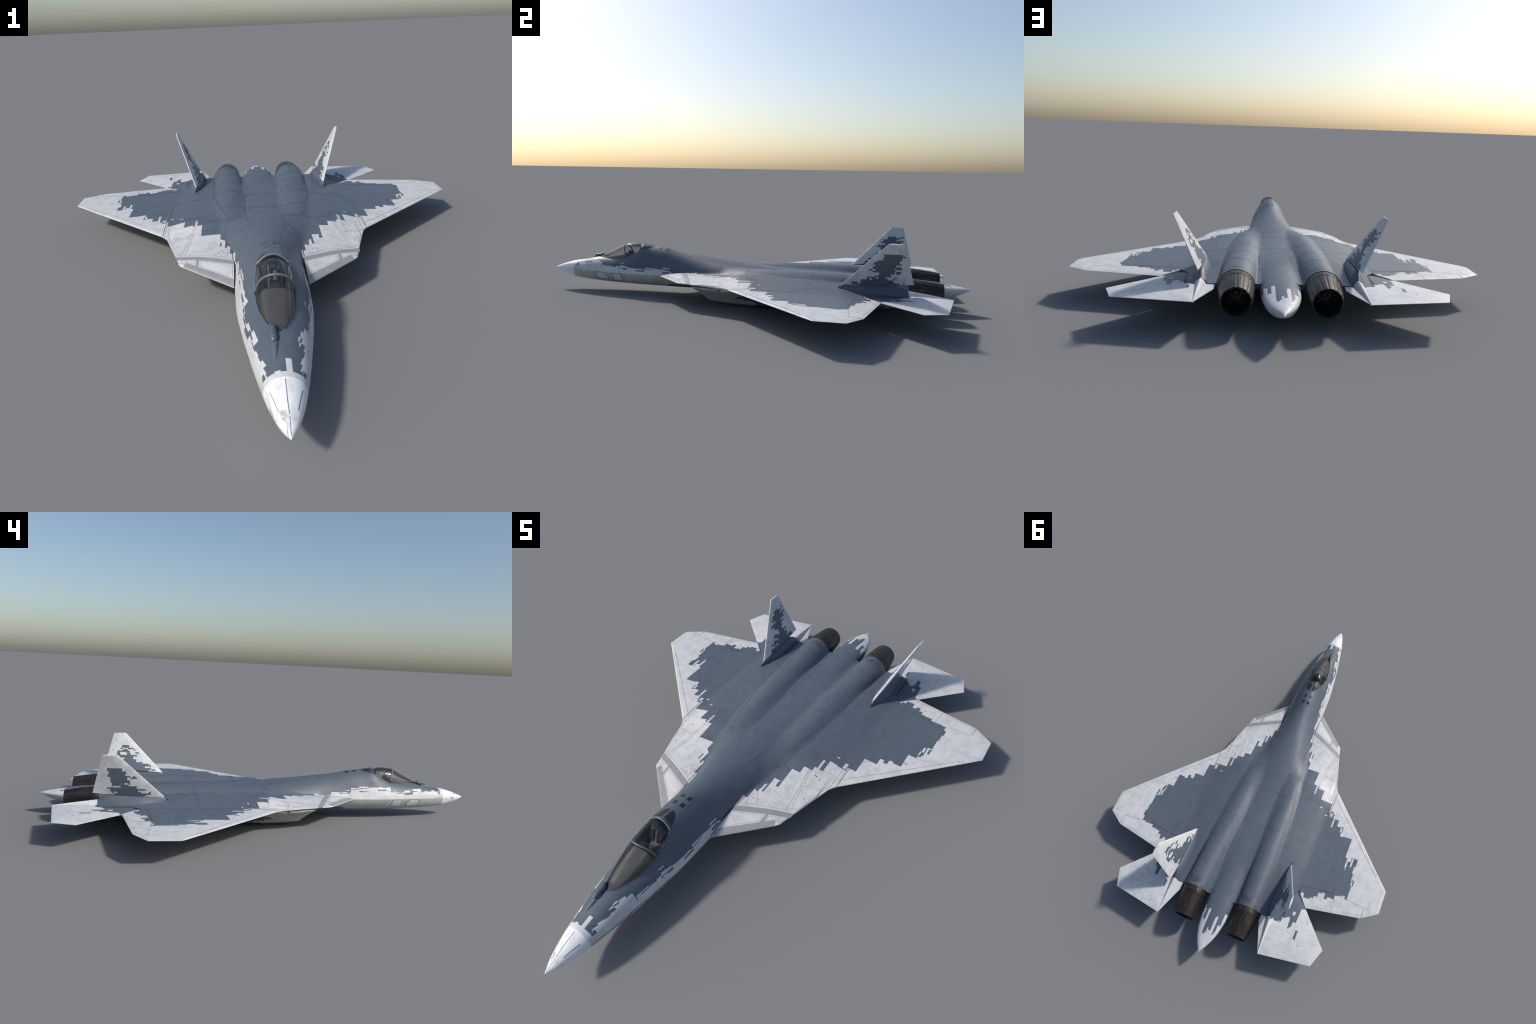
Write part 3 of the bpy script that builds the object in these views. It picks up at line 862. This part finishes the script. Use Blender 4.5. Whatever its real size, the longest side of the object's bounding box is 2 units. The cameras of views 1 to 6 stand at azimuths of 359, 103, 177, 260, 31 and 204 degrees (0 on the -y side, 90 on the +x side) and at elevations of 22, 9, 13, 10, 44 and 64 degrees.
def tube(pts, r, n=8):
    P = np.array(pts, float); secs = []
    T = np.gradient(P, axis=0); T /= np.linalg.norm(T, axis=1)[:, None]
    up = np.array([0, .3, 1.])
    for p, t in zip(P, T):
        a = np.cross(t, up)
        if np.linalg.norm(a) < 1e-3: a = np.cross(t, (1, 0, 0))
        a /= np.linalg.norm(a); b = np.cross(a, t)
        ang = np.linspace(0, 2*np.pi, n, endpoint=False)
        secs.append(p + r * (np.cos(ang)[:, None] * a + np.sin(ang)[:, None] * b))
    return loft(secs, cap0=True, cap1=True)
can = canopy()

def box(name, c, s, mat, parent, rot=0., bev=.25, taper=1.):
    """chamfered block, tilted about x"""
    hx, hy, hz = (k / 2 for k in s); b = min(s) * bev
    secs = []
    for z, k in ((-hz, 1 - b / max(hx, hy)), (-hz + b, 1), (hz - b, taper), (hz, taper * (1 - b / max(hx, hy)))):
        x, y = hx * k, hy * k
        secs.append(np.array([(x - b, -y, z), (x, -y + b, z), (x, y - b, z), (x - b, y, z), (-x + b, y, z), (-x, y - b, z), (-x, -y + b, z), (-x + b, -y, z)]))
    v, f = loft(secs, cap0=True, cap1=True)
    cr, sr = math.cos(rot), math.sin(rot)
    v = np.stack([v[:, 0], v[:, 1]*cr - v[:, 2]*sr, v[:, 1]*sr + v[:, 2]*cr], -1) + np.array(c)
    o = mesh_obj(name, v, f, mat, parent, smooth=False)
    return o

def cockpit():
    # tub lining: follows the sill and drops to the floor
    ys = np.linspace(Y_C0, Y_C1, 60)
    secs = []
    for y in ys:
        a = float(sill_x(y)) - .0006; z = float(surf_top(a, y)) - .0008
        zb = .128
        prof = [(a, z), (a * .96, z - (z - zb) * .4), (a * .9, zb + .004), (a * .8, zb), (0, zb), (-a * .8, zb), (-a * .9, zb + .004), (-a * .96, z - (z - zb) * .4), (-a, z)]
        secs.append(np.array([(px, y, pz) for px, pz in prof]))
    v, f = loft(secs, closed=False); f = [tuple(reversed(q)) for q in f]
    tub = mesh_obj('cockpit', v, f, M_TUB, jet)
    b = [(float(x), Y_C1 - .001, z) for x in (-.038, .038) for z in (.13, .205)]
    mesh_obj('rear_bulkhead', np.array(b), [(0, 2, 3, 1)], M_TUB, tub, smooth=False)
    # instrument coaming under the windscreen
    secs = []
    for y in np.linspace(-.746, -.602, 40):
        a = float(sill_x(y)) * .93; z = float(surf_top(sill_x(y), y))
        zt = min(.1600 + (y + .725) * .235, float(glass_z(y)) - .006)
        x = np.linspace(-a, a, 21); q = np.clip(abs(x) / a, 0, 1)
        secs.append(np.stack([x, np.full(21, y), z - .003 + max(zt - z, 0) * np.clip(2.2 * (1 - q), 0, 1) ** .7 + .002 * (1 - q)], -1))
    face = secs[-1].copy(); face[:, 2] = .14; face[:, 1] += .004
    v, f = loft(secs + [face], closed=False)
    mesh_obj('coaming', v, [tuple(reversed(q)) for q in f], M_COAM, tub)
    box('head_up_display', (.0, -.590, .1860), (.024, .014, .026), M_SEATD, tub, rot=-.25, bev=.12)
    box('instrument_panel', (.0, -.5960, .166), (.056, .006, .034), M_SEATD, tub, rot=-.2)
    for s in (1, -1):
        box('side_console', (s * .031, -.565, .152), (.014, .07, .030), M_TUB, tub)
    seat = box('seat_backrest', (0, -.5315, .178), (.038, .016, .064), M_SEAT, tub, rot=-.30, taper=.9)
    box('seat_cushion', (0, -.555, .150), (.032, .036, .016), M_SEAT, seat)
    box('seat_headrest', (0, -.5235, .2110), (.0260, .0220, .0235), M_SEATD, seat, rot=-.30, taper=.82)
    box('seat_pack', (0, -.5175, .190), (.034, .012, .050), M_SEATD, seat)
    for s in (1, -1):
        box('seat_harness', (s * .0085, -.5415, .186), (.006, .004, .046), M_SEATD, seat, rot=-.30)
        box('seat_side_rail', (s * .0185, -.5310, .184), (.005, .017, .064), M_SEATD, seat, rot=-.30)
        box('headrest_wing', (s * .0125, -.5265, .2065), (.005, .016, .016), M_SEAT, seat, rot=-.30)
cockpit()

# infrared sensor ahead of the windscreen, offset to the right
def sensor():
    secs = []
    for t in np.linspace(0, 1, 40):
        y = -.787 + t * .056
        r = .0084 * math.sqrt(max(1e-4, 1 - (1 - min(t / .17, 1)) ** 2)) * (1 - .75 * float(sstep(t, .70, 1.0)))
        a = np.linspace(0, 2*np.pi, 24, endpoint=False)
        zc = .1615 + .0085 * t
        secs.append(np.stack([-.0155 + r*np.cos(a) - .0015*t, np.full(24, y), zc + r*np.sin(a)], -1))
    v, f = loft(secs, cap0=True, cap1=True)
    o = mesh_obj('sensor_housing', v, f, M_DARK, jet)
    # faired trough in front of the ball
    secs = []
    for t in np.linspace(0, 1, 20):
        y = -.826 + t * .060; r = .0102 * math.sqrt(min(1, .04 + 1.1 * t)); a = np.linspace(0, np.pi, 15)
        x = -.0150 + r*np.cos(a)
        secs.append(np.stack([x, np.full(15, y), surf_top(x, y) - .0010 + .95 * r*np.sin(a)], -1))
    v, f = loft(secs, closed=False)
    mesh_obj('sensor_trough', v, f, M_DARK, o)
    a = np.linspace(0, 2*np.pi, 24, endpoint=False)
    v, f = loft([np.stack([-.0155 + .0066*math.sin(p)*np.cos(a), np.full(24, -.7835 - .0066*math.cos(p)), .1622 + .0066*math.sin(p)*np.sin(a)], -1) for p in np.linspace(.02, 2.2, 14)])
    mesh_obj('sensor_ball', v, f, M_LENS, o)
sensor()

# ------------------------------------------------------------------ draped details: panel gaps, rivet rows, stencils, panes
def drape(pts, width, surf, lift=.0005, dash=None, step=.006):
    """ribbon of given width laid on surf along the polyline; dash=(on, off) breaks it up"""
    P = np.array(pts, float)
    seg = np.hypot(*np.diff(P, axis=0).T); L = np.concatenate([[0], np.cumsum(seg)])
    at = lambda s: np.array([np.interp(s, L, P[:, 0]), np.interp(s, L, P[:, 1])])
    runs = []
    if dash:
        s = 0.
        while s < L[-1]:
            runs.append((s, min(s + dash[0], L[-1]))); s += sum(dash)
    else: runs = [(0., L[-1])]
    V, F = [], []
    for a, b in runs:
        cuts = sorted(set([a, b] + [l for l in L if a < l < b] + list(np.arange(a, b, step))))
        base = len(V)
        for s in cuts:
            p = at(s); d = at(min(s + 1e-4, L[-1])) - at(max(s - 1e-4, 0)); d /= max(np.hypot(*d), 1e-9)
            nrm = np.array([-d[1], d[0]]) * width / 2
            for q in (p + nrm, p - nrm):
                V.append((q[0], q[1], float(surf(q[0], q[1])) + lift))
        for i in range(len(cuts) - 1):
            k = base + 2*i
            F.append((k + 1, k + 3, k + 2, k))
    return V, F

class Stuff:
    def __init__(self): self.V, self.F = [], []
    def add(self, V, F):
        b = len(self.V); self.V += [tuple(p) for p in V]; self.F += [tuple(i + b for i in f) for f in F]
    def make(self, name, mat, parent):
        if not self.F: return
        o = mesh_obj(name, np.array(self.V), self.F, mat, parent)
        o['kind'] = 'stuff'; return o

def sym(pts): return [pts, [(-x, y) for x, y in pts]]

gap, glint, rivet, rivet_w, red, redd = (Stuff() for _ in range(6))
ST = lambda x, y: surf_top(x, y)
SP = lambda x, y: surf_plate(x, y)
ALL = lambda x, y: surf_top(x, y) if abs(x) <= SEAM else surf_plate(x, y)

BODY_GAPS = [
    [(.025, -.361), (.030, -.30), (.053, -.104), (.056, .026), (.051, .138), (.050, .331), (.0500, .465), (.0520, .60), (.054, .66)],   # spine edge
    [(.053, -.104), (.109, -.105), (.105, -.15), (.101, -.262)],
    [(.056, .026), (.124, .027), (.216, .046), (.224, .10), (SEAM, .121)],
    [(.0, .138), (.051, .138), (.149, .143)],
    [(.0, .331), (.050, .331), (.182, .328), (SEAM, .322)],
    [(.050, .465), (.188, .460)], [(.052, .590), (.193, .582)],
    [(.124, .027), (.149, .143), (.182, .328), (.188, .46), (.193, .582), (.196, .66)],
    [(.066, .026), (.064, .138), (.062, .331)],
    [(SEAM, .012), (SEAM, .533)],
    [(.0, -.361), (.025, -.361), (.0275, -.405), (.0255, -.452)],
    [(.0, -.405), (.0275, -.405)],
]
PALE_GAPS = [[(.245, -.188), (.232, -.05), (.222, .02)], [(.100, -.254), (.268, -.172)]]
for ln in BODY_GAPS:
    for p in sym(ln):
        gap.add(*drape(p, .0012, ALL, .0004))
        glint.add(*drape([(x - .0011, y + .0010) for x, y in p], .0011, ALL, .0003))
for ln in [BODY_GAPS[2], BODY_GAPS[3], BODY_GAPS[4], BODY_GAPS[5], BODY_GAPS[6], BODY_GAPS[7], BODY_GAPS[8]]:
    for off in (.006,):
        q = [(x - (.004 if ln is BODY_GAPS[7] else 0), y + (off if ln is not BODY_GAPS[7] else 0)) for x, y in ln]
        for p in sym(q): rivet.add(*drape(p, .0017, ALL, .0005, (.0024, .0032)))
for p in sym([(SEAM - .006, .03), (SEAM - .006, .315)]): rivet.add(*drape(p, .0017, ALL, .0005, (.0024, .0032)))
gap.make('panel_gap', M_LINE, body)
glint.make('painted_seam_glint', M_GLINT, body)
rivet.make('rivet_row', M_RIVET, body)
pg = Stuff()
for ln in PALE_GAPS:
    for p in sym(ln): pg.add(*drape(p, .0009, ALL, .0004))
pg.make('panel_line', M_LINE_W, body)

# stencilled outlines
RED_LINES = [
    [(.118, -.185), (.118, -.238), (.158, -.221), (.118, -.165)],
    [(.254, -.168), (.276, -.160), (.305, -.045), (.240, -.060), (.254, -.168)],
    [(.240, -.052), (.306, -.038), (.315, -.010), (.318, .045), (.228, .022), (.240, -.052)],
    [(.318, .052), (.322, .112)],
]
DIM = [
    [(.056, .022), (.124, .022), (.125, -.104), (.058, -.100), (.056, .022)],
    [(.226, .032), (.226, .088), (.318, .108)],
    [(.343, .135), (.343, .270), (.475, .300), (.40, .205), (.343, .135)],
]
for ln in RED_LINES:
    for p in sym(ln): red.add(*drape(p, .0012, ALL, .0006, (.0062, .0040)))
for ln in DIM:
    for p in sym(ln): redd.add(*drape(p, .0012, ALL, .0006, (.0062, .0040)))
def cross(x, y, surf, r=.0034):
    return [drape([(x - r, y - r), (x + r, y + r)], .0014, surf, .0007), drape([(x - r, y + r), (x + r, y - r)], .0014, surf, .0008)]
for x, y in ((.130, -.205), (.273, -.112), (.274, -.008), (.262, .070)):
    for s in (1, -1):
        for g in cross(s * x, y, ALL, .0020): red.add(*g)
red.make('stencil_dashes', M_RED, body)
redd.make('faded_stencil_dashes', M_REDDIM, body)

wg, wr, wp = Stuff(), Stuff(), Stuff()
for s in (1, -1):
    for ln, w in (([(.338, .045), (.652, .362)], .0012), ([(.652, .362), (.665, .357)], .0012),
                  ([(SEAM, .533), (.42, .522), (.499, .512)], .0026), ([(.499, .512), (.646, .527)], .0012),
                  ([(.499, .512), (.505, .606)], .0009), ([(.646, .527), (.6445, .577)], .0009)):
        (wg if w > .002 else wp).add(*drape([(s*x, y) for x, y in ln], w, SP, .0005))
    for x, y in ((.440, .566), (.571, .553)):
        for g in cross(s * x, y, SP, .0022): wr.add(*g)
wg.make('control_surface_gap', M_LINE, wings[0])
wp.make('hinge_line', M_LINE_W, wings[0])
wr.make('wing_stencil', M_RED, wings[0])

# tailplane marks: thin root line and a red cross
def stab_z(x, y):
    edge = [(.313, .5485), (.531, .781), (.501, .867), (.258, .905), (.206, .765)]
    d = float(seg_dist(np.array(abs(x)), np.array(y), edge))
    return .1025 + .0008 + (.0075 - .004 * (abs(x) - .2) / .33) * (1 - (1 - min(d / .07, 1)) ** 2)
tl, tr_ = Stuff(), Stuff()
for s in (1, -1):
    tl.add(*drape([(s * .3015, .5600), (s * .3015, .7335), (s * .212, .7335)], .0020, stab_z, .0006))
    for g in cross(s * .418, .804, stab_z): tr_.add(*g)
tl.make('tailplane_root_gap', M_LINE, tails[0])
tr_.make('tailplane_stencil', M_RED, tails[0])

# grey strips and rivet rows on the root extension flaps
def drape_poly(corners, surf, lift, nu=24, nv=6):
    """four-cornered patch laid on a surface: corners a-b along, d-c opposite"""
    a, b, c, d = (np.array(p, float) for p in corners)
    V = []
    for i in range(nu + 1):
        for j in range(nv + 1):
            u, w = i / nu, j / nv
            p = (a*(1-u) + b*u) * (1-w) + (d*(1-u) + c*u) * w
            V.append((p[0], p[1], float(surf(p[0], p[1])) + lift))
    n = np.cross(np.array(V[1]) - V[0], np.array(V[nv+1]) - V[0])
    return V, grid_faces(nu + 1, nv + 1, flip=n[2] > 0)
for k, s in enumerate((1, -1)):
    strip = Stuff(); rv = Stuff()
    for c in ([(.099, -.4048), (.2445, -.2582), (.2375, -.2390), (.099, -.3690)],            # leading edge strip
              [(.099, -.2880), (.2715, -.2040), (.2728, -.1825), (.099, -.2650)],            # hinge strip
              [(.2000, -.2790), (.2080, -.2715), (.2080, -.2345), (.2000, -.2390)]):          # rib
        strip.add(*drape_poly([(s*x, y) for x, y in c], SP, .0004, 30, 16))
    strip.make('grey_strip', M_STRIP, lev[k])
    for ln in ([(.1025, -.3600), (.196, -.2720), (.196, -.2460), (.1025, -.2920), (.1025, -.3600)],
               [(.212, -.2570), (.238, -.2330), (.247, -.2420), (.258, -.232), (.268, -.2125), (.212, -.2385), (.212, -.2570)]):
        rv.add(*drape([(s*x, y) for x, y in ln], .0017, SP, .0006, (.0018, .0030)))
    rv.make('rivet_row', M_RIVET_W, lev[k])

# dark glazed panes behind the canopy
panes = []
for s in (1, -1):
    V = []; nu, nv = 12, 10
    for i in range(nu + 1):
        for j in range(nv + 1):
            u, w = i / nu, j / nv
            x = .0045 + .0300 * u
            y0 = -.5005 - .003 * u; y1 = -.4600 - .036 * max(0., u - .25) ** 1.6 / .75 ** 1.6
            y = y0 + (y1 - y0) * w
            V.append((s * x, y, float(surf_top(x, y)) + .0006))
    mesh_obj('quarter_window', np.array(V), grid_faces(nu + 1, nv + 1, flip=s < 0), M_PANE, body)
    for y0, x0 in ((-.424, .0143), (-.3875, .0133)):
        V = []
        for i in range(7):
            for j in range(7):
                x = x0 + (i / 6 - .5) * .0125; y = y0 + (j / 6 - .5) * .0165
                V.append((s * x, y, float(surf_top(x, y)) + .0006))
        mesh_obj('spine_window', np.array(V), grid_faces(7, 7, flip=s < 0), M_PANE, body)

# lightning strips on the radome
ds = Stuff()
for ln, w in (([(.0, -.882), (.0, -.930), (.001, -.955)], .0014), ([(.001, -.96), (.0005, -.994)], .0010),
              ([(.030, -.897), (.0175, -.945)], .0014), ([(-.030, -.897), (-.0175, -.945)], .0007)):
    ds.add(*drape(ln, w, ST, .0006))
ds.make('lightning_strip', plain('strip_blue_grey', (.16, .19, .24), .5, vary=.2), radome)

# access panels on the lower flank of the nose
M_PANEL = skin('panel_pale', 'pale')
panel_sets = [[(-.741, .0945), (-.693, .0950), (-.676, .077), (-.679, .061), (-.734, .061), (-.746, .080)],
              [(-.651, .0950), (-.605, .0955), (-.593, .0575), (-.648, .0575)]]
for s in (1, -1):
    for pts in panel_sets:
        P = np.array(pts); c = P.mean(0); V = [(s * (float(side_x(*c)) + .0006), c[0], c[1])]; F = []
        n = len(P); per = 10; nr_ = 8
        loop = [P[i] + (P[(i+1) % n] - P[i]) * t / per for i in range(n) for t in range(per)]
        for k in range(1, nr_ + 1):
            for q in loop:
                p = c + (q - c) * k / nr_
                V.append((s * (float(side_x(p[0], p[1])) + .0006), p[0], p[1]))
        m = len(loop)
        for i in range(m): F.append((0, 1 + i, 1 + (i+1) % m))
        for k in range(nr_ - 1):
            for i in range(m):
                a = 1 + k*m + i; b = 1 + k*m + (i+1) % m
                F.append((a, a + m, b + m, b))
        if s > 0: F = [tuple(reversed(f)) for f in F]
        pan = mesh_obj('access_panel', np.array(V), F, M_PANEL, body)
        # dark seal round the panel
        V, F = [], []
        for q in loop:
            for w in (.97, 1.05):
                p = c + (q - c) * w
                V.append((s * (float(side_x(p[0], min(p[1], .0965))) + .0009), p[0], p[1]))
        for i in range(m):
            a, b = 2*i, 2*((i+1) % m)
            F.append((a, a+1, b+1, b) if s > 0 else (b, b+1, a+1, a))
        mesh_obj('panel_seal', np.array(V), F, M_LINE, pan)
